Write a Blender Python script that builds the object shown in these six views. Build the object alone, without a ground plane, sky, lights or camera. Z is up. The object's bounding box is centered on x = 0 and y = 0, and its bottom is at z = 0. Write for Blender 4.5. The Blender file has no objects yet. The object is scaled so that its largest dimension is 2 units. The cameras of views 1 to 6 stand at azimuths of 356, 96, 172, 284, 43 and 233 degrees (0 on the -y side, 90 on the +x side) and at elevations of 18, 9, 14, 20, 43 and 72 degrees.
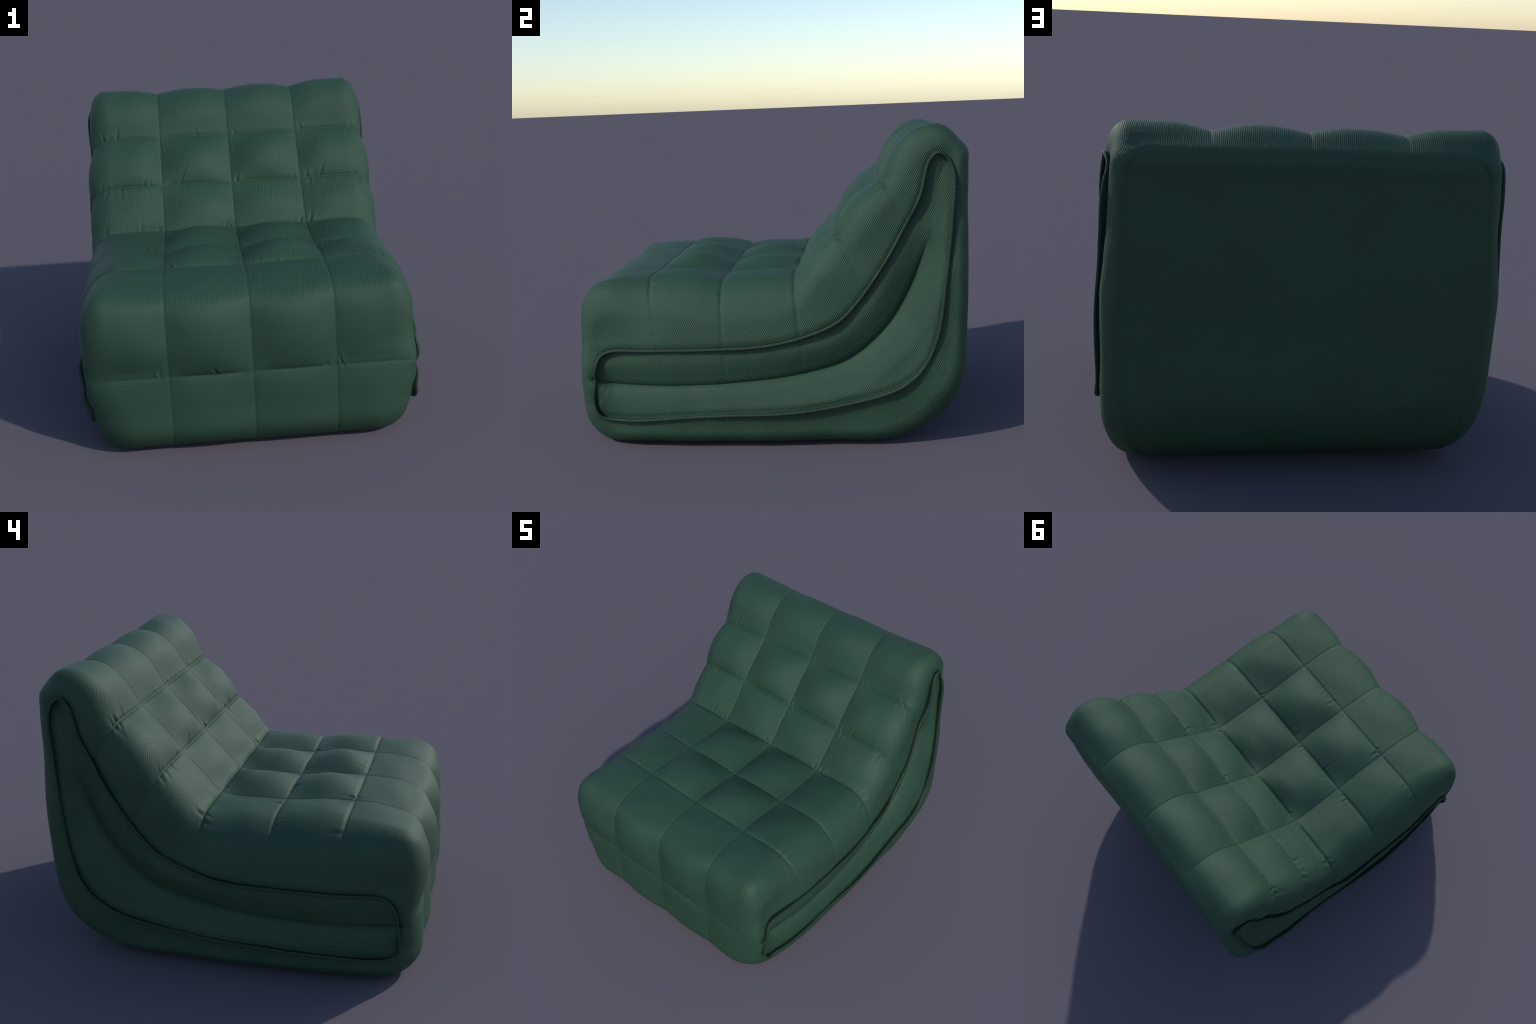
"""Low armless lounge chair: quilted seat and backrest pads, rounded base shell,
flat back panel, recessed side panels framed with welted piping."""
import bpy, math, random
import numpy as np
from mathutils import Vector
from mathutils.bvhtree import BVHTree

rng = np.random.default_rng(7)

# ------------------------------------------------------------------ profile
# Stations along the chair, front seam -> top of the back.  Each gives the
# upper outline (y,z), the point of the side crease below it, and the lower
# outline (front foot, sole, back) opposite to it.
STATIONS = [
    ((-.957, .412), (-.880, .350), (-.957, .412)),
    ((-.950, .610), (-.800, .325), (-.955, .250)),
    ((-.905, .762), (-.700, .318), (-.948, .084)),
    ((-.790, .818), (-.620, .316), (-.875, .002)),
    ((-.580, .842), (-.500, .315), (-.550, .000)),
    ((-.215, .822), (-.200, .325), (-.150, .000)),
    ((.145, .838), (.190, .368), (.270, .000)),
    ((.256, .943), (.420, .440), (.640, .012)),
    ((.358, 1.055), (.600, .600), (.862, .140)),
    ((.470, 1.180), (.710, .780), (.958, .325)),
    ((.585, 1.303), (.785, .970), (.985, .660)),
    ((.688, 1.446), (.835, 1.130), (.994, .960)),
    ((.785, 1.513), (.850, 1.250), (.995, 1.200)),
    ((.895, 1.522), (.858, 1.320), (.996, 1.350)),
    ((.987, 1.454), (.862, 1.345), (.987, 1.454)),
]
ROW_STATIONS = [0, 4, 5, 6, 8, 10, 14]        # stitched row seams
COLUMN_SEAM = .411                            # columns at -.411, 0, .411
NS = len(STATIONS)

PIPE_LOOP = [(-.783, .511), (-.835, .478), (-.858, .420), (-.866, .359), (-.874, .222),
             (-.839, .170), (-.729, .157), (-.500, .170), (-.241, .186), (.188, .207),
             (.513, .268), (.674, .333), (.771, .422), (.836, .568), (.879, .841),
             (.913, 1.141), (.923, 1.343), (.895, 1.420), (.851, 1.445), (.809, 1.408),
             (.761, 1.239), (.689, 1.100), (.608, .959), (.461, .746), (.363, .650),
             (.201, .579), (.005, .537), (-.225, .524), (-.573, .518)]


def smoothstep(a, b, x):
    t = np.clip((x - a) / (b - a), 0, 1)
    return t * t * (3 - 2 * t)


def closed_spline(points, per_seg):
    """Centripetal Catmull-Rom through a closed list; per_seg samples each."""
    P = np.array(points, float)
    n = len(P)
    out = []
    for i in range(n):
        p0, p1, p2, p3 = P[i - 1], P[i], P[(i + 1) % n], P[(i + 2) % n]
        t0 = 0.
        t1 = t0 + np.linalg.norm(p1 - p0) ** .5
        t2 = t1 + np.linalg.norm(p2 - p1) ** .5
        t3 = t2 + np.linalg.norm(p3 - p2) ** .5
        k = per_seg[i] if hasattr(per_seg, '__len__') else per_seg
        t = np.linspace(t1, t2, k, endpoint=False)[:, None]
        a1 = (t1 - t) / (t1 - t0) * p0 + (t - t0) / (t1 - t0) * p1
        a2 = (t2 - t) / (t2 - t1) * p1 + (t - t1) / (t2 - t1) * p2
        a3 = (t3 - t) / (t3 - t2) * p2 + (t - t2) / (t3 - t2) * p3
        b1 = (t2 - t) / (t2 - t0) * a1 + (t - t0) / (t2 - t0) * a2
        b2 = (t3 - t) / (t3 - t1) * a2 + (t - t1) / (t3 - t1) * a3
        out.append((t2 - t) / (t2 - t1) * b1 + (t - t1) / (t2 - t1) * b2)
    return np.vstack(out)


upper = np.array([s[0] for s in STATIONS])
crease = np.array([s[1] for s in STATIONS])
lower = np.array([s[2] for s in STATIONS])
STEP = .0062
seg_u = np.linalg.norm(np.diff(upper, axis=0), axis=1)
seg_l = np.linalg.norm(np.diff(lower, axis=0), axis=1)
counts = np.maximum(np.maximum(seg_u * 1.05, seg_l) / STEP, 16).astype(int)
NT = int(counts.sum())                        # samples front seam -> back border
loop_pts = np.vstack([upper, lower[::-1][1:-1]])
loop_counts = list(counts) + list(counts[::-1])
LOOP = closed_spline(loop_pts, loop_counts)   # 2*NT rings
NR = len(LOOP)
station_index = np.concatenate([[0], np.cumsum(counts)])

# crease curve sampled with the same counts (open spline, ends mirrored)
SP = closed_spline(np.vstack([crease[0] * 2 - crease[1], crease, crease[-1] * 2 - crease[-2]]),
                   [4] + list(counts) + [4, 4])
SP = np.vstack([SP[4:4 + NT], crease[-1]])    # NT+1 points
ring_m = np.array([i if i <= NT else NR - i for i in range(NR)])
M = SP[ring_m]


def periodic_blur(v, sigma):
    k = int(sigma * 3)
    w = np.exp(-.5 * (np.arange(-k, k + 1) / sigma) ** 2)
    w /= w.sum()
    ext = np.concatenate([v[-k:], v, v[:k]])
    return np.stack([np.convolve(ext[:, c], w, 'valid') for c in range(v.shape[1])], 1)


tan = np.roll(LOOP, -1, 0) - np.roll(LOOP, 1, 0)
tan /= np.linalg.norm(tan, axis=1)[:, None]
NRM = periodic_blur(np.stack([-tan[:, 1], tan[:, 0]], 1), 7)
NRM /= np.linalg.norm(NRM, axis=1)[:, None]

# ------------------------------------------------------------------ side wall


def dist_polyline(y, z, line):
    """distance to open polyline and arc parameter 0..1 of nearest point"""
    best = np.full(y.shape, 9.)
    par = np.zeros(y.shape)
    seg = np.linalg.norm(np.diff(line, axis=0), axis=1)
    cum = np.concatenate([[0], np.cumsum(seg)]) / seg.sum()
    for i in range(len(line) - 1):
        a, d = line[i], line[i + 1] - line[i]
        t = np.clip(((y - a[0]) * d[0] + (z - a[1]) * d[1]) / (d @ d), 0, 1)
        e = np.hypot(y - a[0] - t * d[0], z - a[1] - t * d[1])
        m = e < best
        best = np.where(m, e, best)
        par = np.where(m, cum[i] + t * (cum[i + 1] - cum[i]), par)
    return best, par


PIPE = closed_spline(PIPE_LOOP, 14)
PIPE_C = closed_spline(PIPE_LOOP, 4)


def inside_poly(y, z, poly):
    c = np.zeros(y.shape, bool)
    n = len(poly)
    for i in range(n):
        (y1, z1), (y2, z2) = poly[i], poly[(i + 1) % n]
        if z1 == z2:
            continue
        c ^= ((z1 > z) != (z2 > z)) & (y < (y2 - y1) * (z - z1) / (z2 - z1) + y1)
    return c


def half_width(y, z):
    """half breadth of the side wall, widest low at the back"""
    low = smoothstep(.75, .45, z)
    w = .788 + .028 * low + smoothstep(-.98, -.40, y) * (.077 - .028 * low - .036 * smoothstep(.7, 1.2, z)
                                                        - .022 * smoothstep(1.15, 1.5, z))
    w -= .032 * smoothstep(.50, .82, z) * smoothstep(.45, .1, y) * smoothstep(-1., -.6, y)
    w += .022 * smoothstep(-.50, -.85, y) * smoothstep(.55, .70, z)
    w -= .010 * smoothstep(.85, 1., z) * smoothstep(1.3, 1.1, z)
    w -= (.022 + .014 * smoothstep(-.6, -.9, y)) * smoothstep(.30, .08, z)
    w -= .016 * smoothstep(.0, .4, y) * smoothstep(1.0, .7, z)
    return w


def side_relief(y, z):
    """groove of the side crease, recessed side panel, pinch under the piping"""
    d, s = dist_polyline(y, z, crease_line)
    depth = .060 * smoothstep(.0, .05, s) * (.55 + .45 * smoothstep(.25, .60, s)) * smoothstep(.91, .78, s)
    above = crease_side(y, z)
    wid = np.where(above, .13, .155)
    g = -depth * np.clip(1 - d / wid, 0, 1) ** 1.5
    g -= .014 * np.exp(-d / .012) * smoothstep(.88, .78, s)
    closed = np.vstack([PIPE_C, PIPE_C[:1]])
    dp, _ = dist_polyline(y, z, closed)
    ins = inside_poly(y, z, PIPE_C)
    sd = np.where(ins, dp, -dp)
    reach = smoothstep(.99, .85, s)           # dies out above the end of the crease
    lip = .5 + .5 * np.clip(np.where(above, d, -d) / .05, -1, 1) * reach
    g -= .010 * smoothstep(-.004, .02, sd) * lip
    g -= .004 * np.exp(-(dp / .014) ** 2)
    g += .009 * np.exp(-(dp / .05) ** 2) * (1 - lip) * reach * smoothstep(-.6, -.2, y)
    return g, ins


crease_line = SP[::8]


def crease_side(y, z):
    big = np.vstack([[(-1.2, .45)], [(-1.2, 1.8)], [(.9, 1.8)], SP[::-1][::8]])
    return inside_poly(y, z, big)


# ------------------------------------------------------------------ quilting
rows_idx = [station_index[k] for k in ROW_STATIONS]
arc = np.concatenate([[0], np.cumsum(np.linalg.norm(np.diff(LOOP, axis=0), axis=1))])
arc_total = arc[-1] + np.linalg.norm(LOOP[0] - LOOP[-1])
# rows: (start ring, end ring, bulge inner / outer column, row-seam lift, column-seam lift)
SOLE = NR - station_index[3]
ROWS = [
    (rows_idx[0], rows_idx[1], .051, .038, .006, .005),
    (rows_idx[1], rows_idx[2], .066, .036, .012, .004),
    (rows_idx[2], rows_idx[3], .066, .036, .012, .004),
    (rows_idx[3], rows_idx[4], .038, .028, .008, .003),
    (rows_idx[4], rows_idx[5], .058, .037, .007, .004),
    (rows_idx[5], rows_idx[6], .038, .041, .008, .009),
    (SOLE, NR, .034, .022, .006, .010),
]
row_of = np.full(NR, -1)
p_of = np.zeros(NR)
for r, (a, b, *_) in enumerate(ROWS):
    s0 = arc[a]
    s1 = arc[b] if b < NR else arc_total
    j = np.arange(a, b)
    row_of[j] = r
    p_of[j] = 2 * (arc[j] - s0) / (s1 - s0) - 1

# cross-section samples for one half
NSTRIP, NARC, NSIDE = 146, 22, 66
NH = NSTRIP + NARC + NSIDE + 1


def keyed(values):
    """values at stations, upper then lower, as a smooth function of ring"""
    pos = np.concatenate([station_index, (NR - station_index)[::-1][1:]])
    v = np.interp(np.arange(NR), pos, values)
    return periodic_blur(v[:, None], 14)[:, 0]


# corner radii: breadthwise and depthwise
RX = keyed([.12, .14, .115, .13, .17, .17, .145, .12, .12, .125, .12, .10, .075, .065, .07]
           + [.08, .085, .09, .09, .10, .125, .15, .15, .145, .145, .165, .21, .205, .14])
RA = keyed([.08, .12, .11, .13, .17, .175, .15, .10, .10, .10, .10, .085, .075, .06, .05]
           + [.06, .07, .08, .10, .11, .12, .11, .095, .09, .09, .115, .155, .155, .10])
DROOP = keyed([.2, .1, .05, .2, .5, .5, .45, .4, .3, .2, .2, .0, -.1, .0, .0] + [.2] * 14)
Lm = np.linalg.norm(M - LOOP, axis=1)
RA = np.minimum(RA, Lm * .6)
DIR = (M - LOOP) / Lm[:, None]

strip_f = np.linspace(0, 1, NSTRIP, endpoint=False)
arc_th = np.linspace(0, math.pi / 2, NARC, endpoint=False)
side_f = 1 - (1 - np.linspace(0, 1, NSIDE + 1)) ** 1.25

# pucker wrinkles radiating from the row seams ------------------------------
PUCKERS = []
for r in range(7):
    for col in range(4):
        for end in (-1, 1):
            for _ in range(rng.integers(1, 4) if r in (3, 4, 5) and end < 0 else rng.integers(0, 3)):
                lo = -.80 + col * .40
                xc = rng.uniform(lo + .03, lo + .38)
                if rng.random() < .5:         # puckers gather near the crossings
                    xc = lo + (.045 if rng.random() < .5 else .36) + rng.normal(0, .012)
                amp = rng.uniform(.003, .008) * (1.2 if end < 0 else .8)
                PUCKERS.append((r, end, xc, rng.uniform(.006, .0105),
                                rng.choice([.018, .025, .03, .04, .055]) * rng.uniform(.8, 1.2), amp, rng.normal(0, .22)))

for r, end in ((2, 1), (3, -1), (3, 1), (4, -1), (4, 1), (5, -1)):   # gathers where seams turn the corner
    for sg in (-1, 1):
        for k in range(2):
            PUCKERS.append((r, end, sg * (.735 + .035 * k + rng.normal(0, .008)), .008,
                            rng.uniform(.03, .06), rng.uniform(.005, .008), sg * rng.normal(.2, .25)))
ROW_AMP_JIT = 1 + .10 * rng.standard_normal((7, 4))


def pad_shape(u, low_pow, high_pow, k=1.2):
    """pillow profile, u in -1..1"""
    n = np.where(u < 0, low_pow, high_pow)
    return np.clip(1 - np.abs(u) ** n, 0, 1) ** k


def noise_field(y, z, x, seed, scale, n=9):
    g = np.random.default_rng(seed)
    v = 0
    for _ in range(n):
        k = g.normal(0, scale, 3)
        v = v + np.sin(k[0] * x + k[1] * y + k[2] * z + g.uniform(0, 6.28))
    return v / n ** .5


def build_half(sign):
    """coordinates of one half, rings x NH, and pad lookup"""
    yy = np.zeros((NR, NH)); zz = np.zeros((NR, NH)); th = np.zeros((NR, NH)); a = np.zeros((NR, NH))
    a[:, NSTRIP:NSTRIP + NARC] = RA[:, None] * (1 - np.cos(arc_th))[None]
    a[:, NSTRIP + NARC:] = RA[:, None] + (Lm - RA)[:, None] * side_f[None]
    th[:, NSTRIP:NSTRIP + NARC] = arc_th
    th[:, NSTRIP + NARC:] = math.pi / 2
    yy = LOOP[:, :1] + DIR[:, :1] * a
    zz = LOOP[:, 1:] + DIR[:, 1:] * a
    W = half_width(yy, zz)
    W0 = half_width(LOOP[:, 0], LOOP[:, 1])
    xs = np.zeros((NR, NH))
    xs[:, :NSTRIP] = (W0 - RX)[:, None] * strip_f[None]
    bl = th / (math.pi / 2)
    xs[:, NSTRIP:] = ((W * bl + W0[:, None] * (1 - bl)) - RX[:, None] + RX[:, None] * np.sin(th))[:, NSTRIP:]
    relief, ins = side_relief(yy[:, NSTRIP:], zz[:, NSTRIP:])
    inside = np.zeros((NR, NH), bool); inside[:, NSTRIP:] = ins
    rel = np.zeros((NR, NH)); rel[:, NSTRIP:] = relief * np.sin(th[:, NSTRIP:]) ** 2

    # pillow height
    h = np.zeros((NR, NH))
    below = np.maximum(a - RA[:, None], 0)    # distance down the side wall
    q = xs
    inner = q < COLUMN_SEAM
    uq = np.where(inner, q / COLUMN_SEAM * 2 - 1, np.clip((q - COLUMN_SEAM) / .19, 0, 1) - 1)
    cap = pad_shape(uq, 2.1, 2.1, 1.4)
    capsoft = 1 - uq ** 2
    wall = np.where(th >= math.pi / 2 - 1e-6, np.exp(-(below / .16) ** 1.5), 1.)
    side_keep = keyed([.38, .40, .50, .45, .38, .38, .42, .55, .65, .85, .65, .55, .5, .4, .4] + [.4] * 14)
    droop = 1 - DROOP[:, None] * smoothstep(.58, .78, q)
    edge = droop * (1 - (1 - side_keep[:, None]) * np.sin(th) ** 2) * wall
    fade = smoothstep(1., .35, below / (Lm - RA)[:, None])   # nothing left at the crease
    edge = edge * fade
    colid = np.where(inner, 2, 3) if sign > 0 else np.where(inner, 1, 0)
    arcpos = arc[:NR]
    for r, (i0, i1, A_in, A_out, B, C) in enumerate(ROWS):
        sl = slice(i0, i1)
        p = p_of[sl][:, None]
        lowp, highp = {1: (2.1, 2.1), 2: (2.0, 3.2), 3: (2.4, 2.0), 4: (3.2, 2.0), 5: (2.4, 2.6)}.get(r, (2.3, 2.3))
        if r == 6:
            f = pad_shape(p, 4., 3., .85)
        elif r == 0:
            f = np.where(inner[sl], pad_shape(p, 3.4, 2.4, .85), pad_shape(p - .10, 2.2, 2.2, .9))
        else:
            f = pad_shape(p, lowp, highp)
        A = np.where(inner[sl], A_in, A_out)
        if r == 0:                            # fuller on the front face than on top
            A = A * (1 - np.where(inner[sl], .74, .45) * smoothstep(-.35, .25, p))
        jit = ROW_AMP_JIT[r][colid[sl]]
        hh = B * capsoft[sl] + C * (1 - p ** 2) + (A * jit - B - C) * f * cap[sl]
        hh = hh * edge[sl]
        if r == 5:                            # top roll melts into the back border
            hh = hh * smoothstep(1.0, .35, p)
        if r == 6:
            hh = hh * smoothstep(-1, -.2, p)
        # fine stitched line
        s = arcpos[sl][:, None]
        s1 = arc[i1] if i1 < NR else arc_total
        dseam = np.minimum(s - arc[i0] if r != 6 else 9., s1 - s if r != 5 else 9.)
        knot = 1 - .65 * np.exp(-(np.minimum(np.abs(q[sl]), np.abs(q[sl] - COLUMN_SEAM)) / .05) ** 2)
        deep = np.where(np.abs(s - arc[0]) < .05, .003, .0065) * knot if r == 0 else (.0065 if r < 6 else .003) * knot
        hh -= deep * np.exp(-(dseam / .009) ** 2) * (1 - .5 * bl[sl]) * np.exp(-below[sl] / .32) * smoothstep(1., .75, below[sl] / (Lm - RA)[sl][:, None])
        dcol = np.minimum(np.abs(q[sl]), np.abs(q[sl] - COLUMN_SEAM))
        hh -= .003 * np.exp(-(dcol / .006) ** 2) * (smoothstep(1., .5, p) if r == 5 else 1) \
            * (smoothstep(-1, -.6, p) if r == 6 else 1)
        for (pr, end, xc, wd, ln, amp, lean) in PUCKERS:
            if pr != r or (end > 0 and r == 5) or (end < 0 and r == 6) or xc * sign < -.02:
                continue
            ds = (s - arc[i0]) if end < 0 else (s1 - s)
            v = xs[sl] * sign - xc - lean * ds
            hh += amp * np.exp(-(ds / ln) ** 2) * smoothstep(0, .010, ds) * fade[sl] * \
                (-1.0 * np.exp(-(v / wd) ** 2) + .55 * np.exp(-((v - 1.8 * wd) / (1.3 * wd)) ** 2)
                 + .35 * np.exp(-((v + 1.8 * wd) / (1.3 * wd)) ** 2))
        h[sl] = hh
    # back panel: soft welt and slight hollow inside the border
    top_z = 1.452
    hw = np.interp(LOOP[:, 1], [.05, .19, .46, .75, 1.02, 1.37], [.66, .725, .765, .78, .768, .745])
    onback = smoothstep(.62, .86, LOOP[:, 0]) * (np.arange(NR) >= NT - 30)
    rad = .09
    dx = hw[:, None] - q
    dz = (top_z - LOOP[:, 1])[:, None] + 0 * q
    sd = np.where((dx < rad) & (dz < rad), rad - np.hypot(rad - dx, rad - dz), np.minimum(dx, dz))
    sd = np.where((dx > rad) & (dz > rad), np.minimum(dx, dz), sd)
    border = -.006 * np.exp(-(sd / .008) ** 2) + .005 * np.exp(-((sd + .022) / .022) ** 2)
    border = border - .013 * smoothstep(0, .16, sd) * smoothstep(.35, .75, LOOP[:, 1])[:, None]
    h += border * onback[:, None] * np.cos(th)
    # gentle unevenness of stuffed cloth
    h += .0022 * noise_field(yy, zz, xs * sign, 3, 9.) * (zz > .03)
    low = smoothstep(.0, .06, zz)
    ny = np.cos(th) * NRM[:, :1]
    nz = np.cos(th) * NRM[:, 1:]
    X = xs + np.sin(th) * h + rel
    Y = yy + ny * h
    Z = zz + nz * h * np.where(NRM[:, 1:] < -.3, low, 1)
    # the cloth sits a little askew at the front corners
    fr = smoothstep(-.75, -.92, yy) * smoothstep(.42, .55, zz)
    if sign < 0:
        Y -= .006 * smoothstep(.05, .45, xs) * fr
        Y -= .012 * np.exp(-((xs - .55) / .14) ** 2 - ((zz - .6) / .10) ** 2) * smoothstep(-.7, -.9, yy)
    else:
        Y += .020 * smoothstep(.40, .72, xs) * fr
        X -= .014 * smoothstep(.6, .8, xs) * smoothstep(-.55, -.85, yy) * smoothstep(.40, .5, zz)
    peak = np.exp(-((xs - .735) / .10) ** 2 - ((Y + .87) / .10) ** 2 - ((Z - .80) / .10) ** 2)
    lift = .024 if sign < 0 else .018
    X = X + .35 * lift * peak; Y = Y - .55 * lift * peak; Z = Z + .65 * lift * peak
    X[:, 0] = 0
    return X * sign, Y, Z, inside


XR, YR, ZR, IN = build_half(1)
XL, YL, ZL, _ = build_half(-1)
# halves share the centre seam; average it
Yc, Zc = (YR[:, 0] + YL[:, 0]) / 2, (ZR[:, 0] + ZL[:, 0]) / 2
YR[:, 0] = YL[:, 0] = Yc; ZR[:, 0] = ZL[:, 0] = Zc

full = lambda L, R: np.concatenate([L[:, :0:-1], R], 1)     # columns left -> right
GX, GY, GZ = full(XL, XR), full(YL, YR), full(ZL, ZR)
INS = full(IN, IN)
NC = GX.shape[1]
# the two runs that meet on the crease share their last column
for c in (0, NC - 1):
    for g in (GX, GY, GZ):
        for i in range(1, NT):
            m = (g[i, c] + g[NR - i, c]) / 2
            g[i, c] = g[NR - i, c] = m
ids = np.arange(NR * NC).reshape(NR, NC)
for c in (0, NC - 1):
    for i in range(1, NT):
        ids[NR - i, c] = ids[i, c]
GZ = GZ - GZ.min()
coords = np.stack([GX, GY, GZ], -1).reshape(-1, 3)

# ------------------------------------------------------------------ regions
i_ = np.arange(NR)[:, None]
c_ = np.arange(NC - 1)[None]
fin = INS[:, :-1] & INS[np.r_[1:NR, 0]][:, :-1]
lat = np.abs(np.arange(NC - 1) + .5 - (NC - 1) / 2)          # distance in columns from centre
onstrip = (lat < NSTRIP + NARC)[None] & np.ones((NR, 1), bool)
xmid = GX[:, :-1]
colfull = np.where(xmid < -COLUMN_SEAM, 0, np.where(xmid < -1e-4, 1, np.where(xmid < COLUMN_SEAM - 1e-4, 2, 3)))
rowf = row_of[:, None] + 0 * c_
region = np.empty((NR, NC - 1), object)
region[:] = 'base_shell'
region[(i_ < rows_idx[3]) & (c_ >= 0)] = 'seat_cushion'
region[(i_ >= rows_idx[3]) & (i_ < NT) & (c_ >= 0)] = 'backrest_cushion'
hwb = (lat < NSTRIP)[None]
back = (i_ >= NT) & (LOOP[:, 0] > .88)[:, None] & hwb
region[back] = 'back_panel'
region[fin & ~onstrip] = 'side_panel'
for r in range(7):
    for k in range(4):
        m = (rowf == r) & (colfull == k) & onstrip
        region[m] = 'pad_%d_%d' % (r, k)

quads = np.stack([ids[:, :-1], np.roll(ids, -1, 0)[:, :-1], np.roll(ids, -1, 0)[:, 1:], ids[:, 1:]], -1)
quads = quads.reshape(-1, 4)
region = region.reshape(-1)
sidepanel_left = (np.repeat(np.arange(NC - 1)[None] < NC // 2, NR, 0)).reshape(-1)


def mesh_from(name, verts, faces, normals=None):
    me = bpy.data.meshes.new(name)
    me.vertices.add(len(verts)); me.vertices.foreach_set('co', np.ascontiguousarray(verts, np.float32).ravel())
    n = len(faces)
    me.loops.add(4 * n); me.loops.foreach_set('vertex_index', faces.astype(np.int32).ravel())
    me.polygons.add(n)
    me.polygons.foreach_set('loop_start', np.arange(0, 4 * n, 4, dtype=np.int32))
    me.update(calc_edges=True); me.validate()
    me.polygons.foreach_set('use_smooth', np.ones(len(me.polygons), bool))
    if normals is not None:
        me.normals_split_custom_set_from_vertices(normals.tolist())
    return me


# vertex normals of the whole skin (area weighted)
va, vb, vc, vd = (coords[quads[:, k]] for k in range(4))
fn = np.cross(vc - va, vd - vb)
vn = np.zeros_like(coords)
for k in range(4):
    for ax in range(3):
        vn[:, ax] += np.bincount(quads[:, k], fn[:, ax], len(coords))
if (fn * (va - np.array([0, .1, .5]))).sum() < 0:            # make faces point out
    quads = quads[:, ::-1].copy(); fn = -fn; vn = -vn
vn /= np.linalg.norm(vn, axis=1)[:, None] + 1e-12

# ------------------------------------------------------------------ material


def fabric(name, base, rib=1.0):
    mat = bpy.data.materials.new(name); mat.use_nodes = True
    nt = mat.node_tree; nt.nodes.clear(); N = nt.nodes.new; Lk = nt.links.new

    def math_(op, a, b=None, c=None):
        n = N('ShaderNodeMath'); n.operation = op
        for i, v in enumerate((a, b, c)):
            if v is None: continue
            if isinstance(v, (int, float)): n.inputs[i].default_value = v
            else: Lk(v, n.inputs[i])
        return n.outputs[0]
    out = N('ShaderNodeOutputMaterial'); bs = N('ShaderNodeBsdfPrincipled')
    tc = N('ShaderNodeTexCoord'); geo = N('ShaderNodeNewGeometry')
    so = N('ShaderNodeSeparateXYZ'); Lk(tc.outputs['Object'], so.inputs[0])
    x, y, z = so.outputs
    sn = N('ShaderNodeSeparateXYZ'); Lk(geo.outputs['Normal'], sn.inputs[0])
    nx, ny, nz = sn.outputs
    wob = N('ShaderNodeTexNoise'); wob.inputs['Scale'].default_value = 22; wob.inputs['Detail'].default_value = 2
    Lk(tc.outputs['Object'], wob.inputs['Vector'])
    w = math_('MULTIPLY', math_('SUBTRACT', wob.outputs[0], .5), .010)

    def ribs(u, v, ang, pitch, flip):
        """twill lines running at ang degrees in the (u,v) plane"""
        ca, sa = math.cos(math.radians(ang)), math.sin(math.radians(ang))
        uu = math_('MULTIPLY', u, flip) if flip is not None else u
        across = math_('ADD', math_('SUBTRACT', math_('MULTIPLY', uu, sa), math_('MULTIPLY', v, ca)), w)
        along = math_('ADD', math_('MULTIPLY', uu, ca), math_('MULTIPLY', v, sa))
        s = math_('SINE', math_('MULTIPLY', across, 2 * math.pi / pitch))
        bead = math_('SINE', math_('ADD', math_('MULTIPLY', along, 2 * math.pi / (pitch * .62)),
                                   math_('MULTIPLY', across, math.pi / pitch)))
        return math_('ADD', math_('MULTIPLY', s, .5), math_('MULTIPLY', bead, .16))
    sx = math_('SIGN', nx); sy = math_('MULTIPLY', math_('SIGN', ny), -1)
    hs = ribs(y, z, 60, .0081, sx)
    hf = ribs(x, z, 60, .0081, sy)
    ht = math_('MULTIPLY', ribs(x, y, 83, .0085, None), .72)
    ws = math_('POWER', math_('ABSOLUTE', nx), 5)
    wf = math_('POWER', math_('ABSOLUTE', ny), 5)
    wt = math_('MULTIPLY', math_('POWER', math_('ABSOLUTE', nz), 5), 2.2)
    tot = math_('ADD', ws, math_('ADD', wf, wt))
    hgt = math_('DIVIDE', math_('ADD', math_('MULTIPLY', hs, ws),
                                math_('ADD', math_('MULTIPLY', hf, wf), math_('MULTIPLY', ht, wt))), tot)
    gr = N('ShaderNodeTexNoise'); gr.inputs['Scale'].default_value = 260; gr.inputs['Detail'].default_value = 3
    Lk(tc.outputs['Object'], gr.inputs['Vector'])
    hgt2 = math_('ADD', hgt, math_('MULTIPLY', gr.outputs[0], .55))
    bp = N('ShaderNodeBump'); bp.inputs['Strength'].default_value = .60 * rib
    bp.inputs['Distance'].default_value = .0021
    Lk(hgt2, bp.inputs['Height']); Lk(bp.outputs[0], bs.inputs['Normal'])
    # colour: slightly darker between the ribs, with fine grain and faint broad mottling
    dye = N('ShaderNodeTexNoise'); dye.inputs['Scale'].default_value = 4.5; dye.inputs['Detail'].default_value = 4
    Lk(tc.outputs['Object'], dye.inputs['Vector'])
    f = math_('ADD', math_('MULTIPLY', hgt, .22), math_('ADD', math_('MULTIPLY', gr.outputs[0], .35),
                                                       math_('MULTIPLY', dye.outputs[0], .45)))
    ramp = N('ShaderNodeValToRGB')
    ramp.color_ramp.elements[0].position = .15; ramp.color_ramp.elements[1].position = .65
    ramp.color_ramp.elements[0].color = [c * .80 for c in base] + [1]
    ramp.color_ramp.elements[1].color = [c * 1.18 for c in base] + [1]
    Lk(f, ramp.inputs[0]); Lk(ramp.outputs[0], bs.inputs['Base Color'])
    bs.inputs['Roughness'].default_value = .64
    bs.inputs['Specular IOR Level'].default_value = .40
    Lk(bs.outputs[0], out.inputs[0])
    return mat


GREEN = (.0192, .0575, .0325)
cloth = fabric('green_twill', GREEN)
cord_cloth = fabric('green_cord', (.011, .032, .0195), .8)

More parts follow.
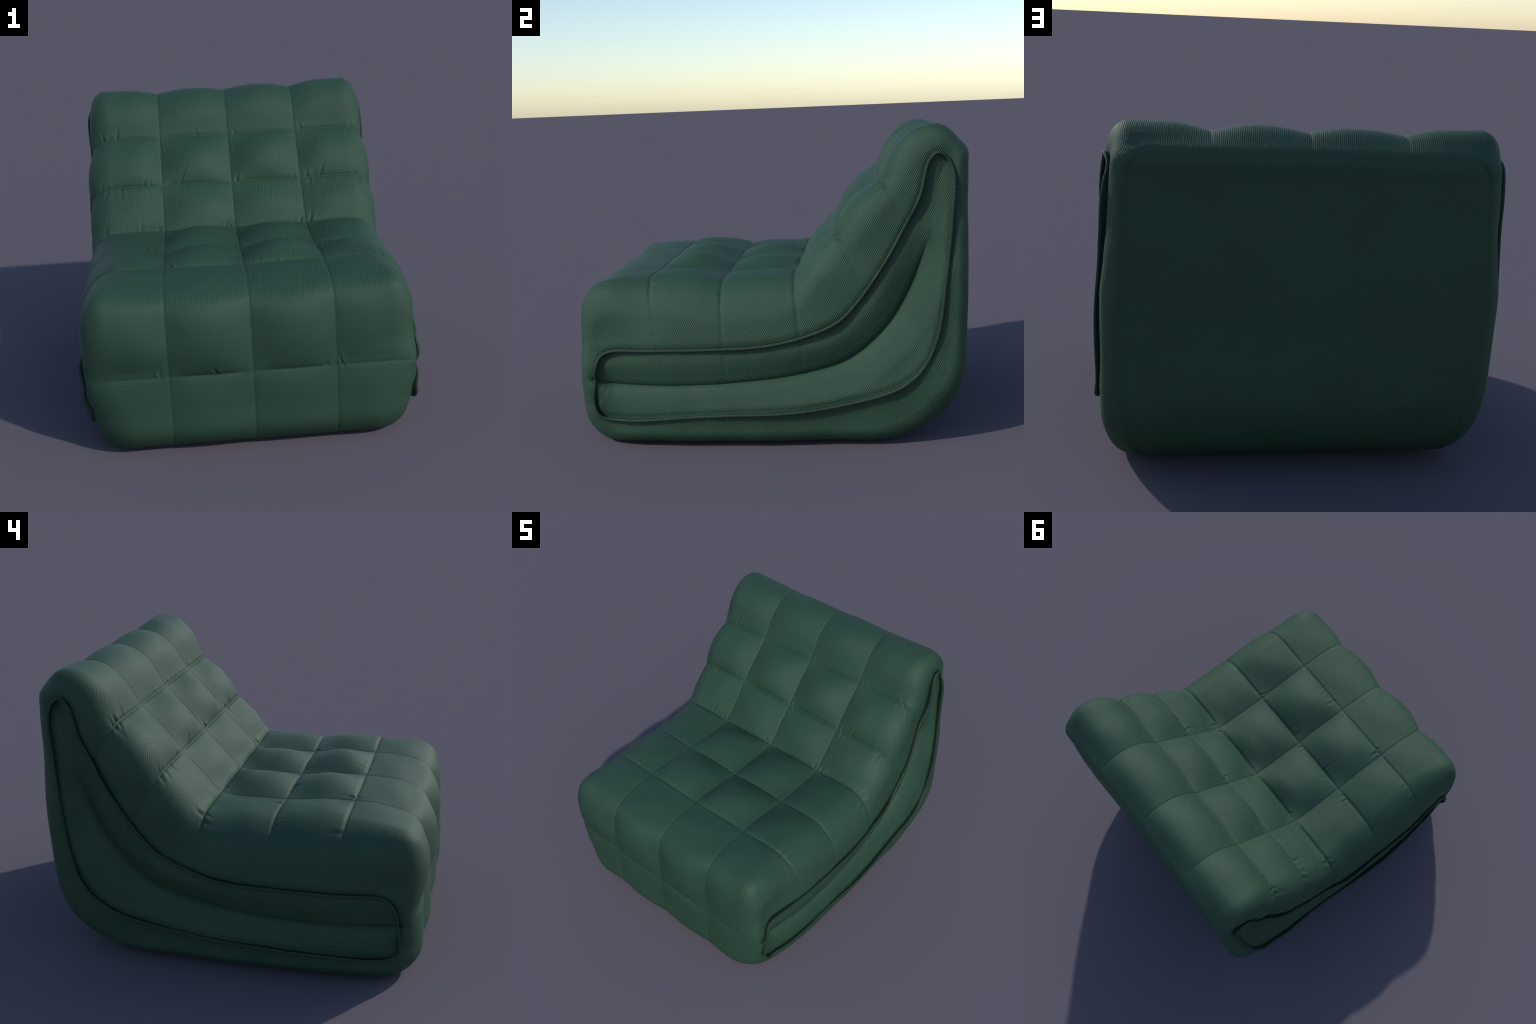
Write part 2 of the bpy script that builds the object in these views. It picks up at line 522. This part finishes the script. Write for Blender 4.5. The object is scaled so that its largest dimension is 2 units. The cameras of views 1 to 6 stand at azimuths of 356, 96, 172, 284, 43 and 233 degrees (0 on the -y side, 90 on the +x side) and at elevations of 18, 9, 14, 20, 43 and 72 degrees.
# ------------------------------------------------------------------ objects
scene = bpy.context.scene
chair = bpy.data.objects.new('lounge_chair', None)
chair.empty_display_size = .2
chair['label'] = 'low armless lounge chair in dark green quilted twill fabric'
chair['category'] = 'lounge chair'
scene.collection.objects.link(chair)


def add(name, me, mat, parent):
    ob = bpy.data.objects.new(name, me)
    me.materials.append(mat); ob.parent = parent
    scene.collection.objects.link(ob)
    return ob


def region_mesh(name, mask):
    f = quads[mask]
    used, invx = np.unique(f, return_inverse=True)
    return mesh_from(name, coords[used], invx.reshape(-1, 4), vn[used])


parts = {}
for nm in ('seat_cushion', 'backrest_cushion', 'base_shell', 'back_panel'):
    parts[nm] = add(nm, region_mesh(nm, region == nm), cloth, chair)
for left in (True, False):
    add('side_panel', region_mesh('side_panel', (region == 'side_panel') & (sidepanel_left == left)), cloth, chair)
for r in range(7):
    par = parts['seat_cushion'] if r < 3 else parts['backrest_cushion'] if r < 6 else parts['base_shell']
    for k in range(4):
        m = region == 'pad_%d_%d' % (r, k)
        add('quilted_pad', region_mesh('quilted_pad', m), cloth, par)

# piping: cord on a short sewn flange, following the side wall ----------------
tree = BVHTree.FromPolygons(coords.tolist(), quads.tolist())


def piping(sign):
    n = len(PIPE)
    tn = np.roll(PIPE, -1, 0) - np.roll(PIPE, 1, 0)
    tn /= np.linalg.norm(tn, axis=1)[:, None]
    outw = np.stack([tn[:, 1], -tn[:, 0]], 1)
    if ((PIPE - PIPE.mean(0)) * outw).sum() < 0: outw = -outw
    base = np.zeros(n)
    for i, (y, z) in enumerate(PIPE):
        hit = tree.ray_cast(Vector((sign * 2, y, z)), Vector((-sign, 0, 0)))
        base[i] = abs(hit[0].x)
    # the welt stands off unevenly along its run
    ph = np.linspace(0, 2 * math.pi, n, endpoint=False)
    base += .005 * np.sin(6 * ph + sign) + .004 * np.sin(13 * ph + 2 * sign)
    w = np.exp(-.5 * (np.arange(-4, 5) / 2.) ** 2); w /= w.sum()
    base = np.convolve(np.concatenate([base[-4:], base, base[:4]]), w, 'valid')
    # section: (outward in the side plane, away from the wall)
    R, H = .0084, .019
    body = [(R * math.sin(math.radians(t)), H + R * math.cos(math.radians(t))) for t in np.linspace(-155, 155, 14)]
    sec = [(-.0032, -.014)] + body + [(.0032, -.014)]
    k = len(sec)
    V = np.zeros((n, k, 3))
    for j, (o, hh) in enumerate(sec):
        V[:, j, 0] = sign * (base + hh)
        V[:, j, 1] = PIPE[:, 0] + outw[:, 0] * o
        V[:, j, 2] = PIPE[:, 1] + outw[:, 1] * o
    V = V.reshape(-1, 3)
    I = np.arange(n * k).reshape(n, k)
    A, B = I, np.roll(I, -1, 0)
    F = np.stack([A, B, np.roll(B, -1, 1), np.roll(A, -1, 1)], -1).reshape(-1, 4)
    if sign < 0: F = F[:, ::-1]
    return mesh_from('piping', V, np.ascontiguousarray(F))


for sg in (1, -1):
    me = piping(sg)
    add('piping', me, cord_cloth, chair)
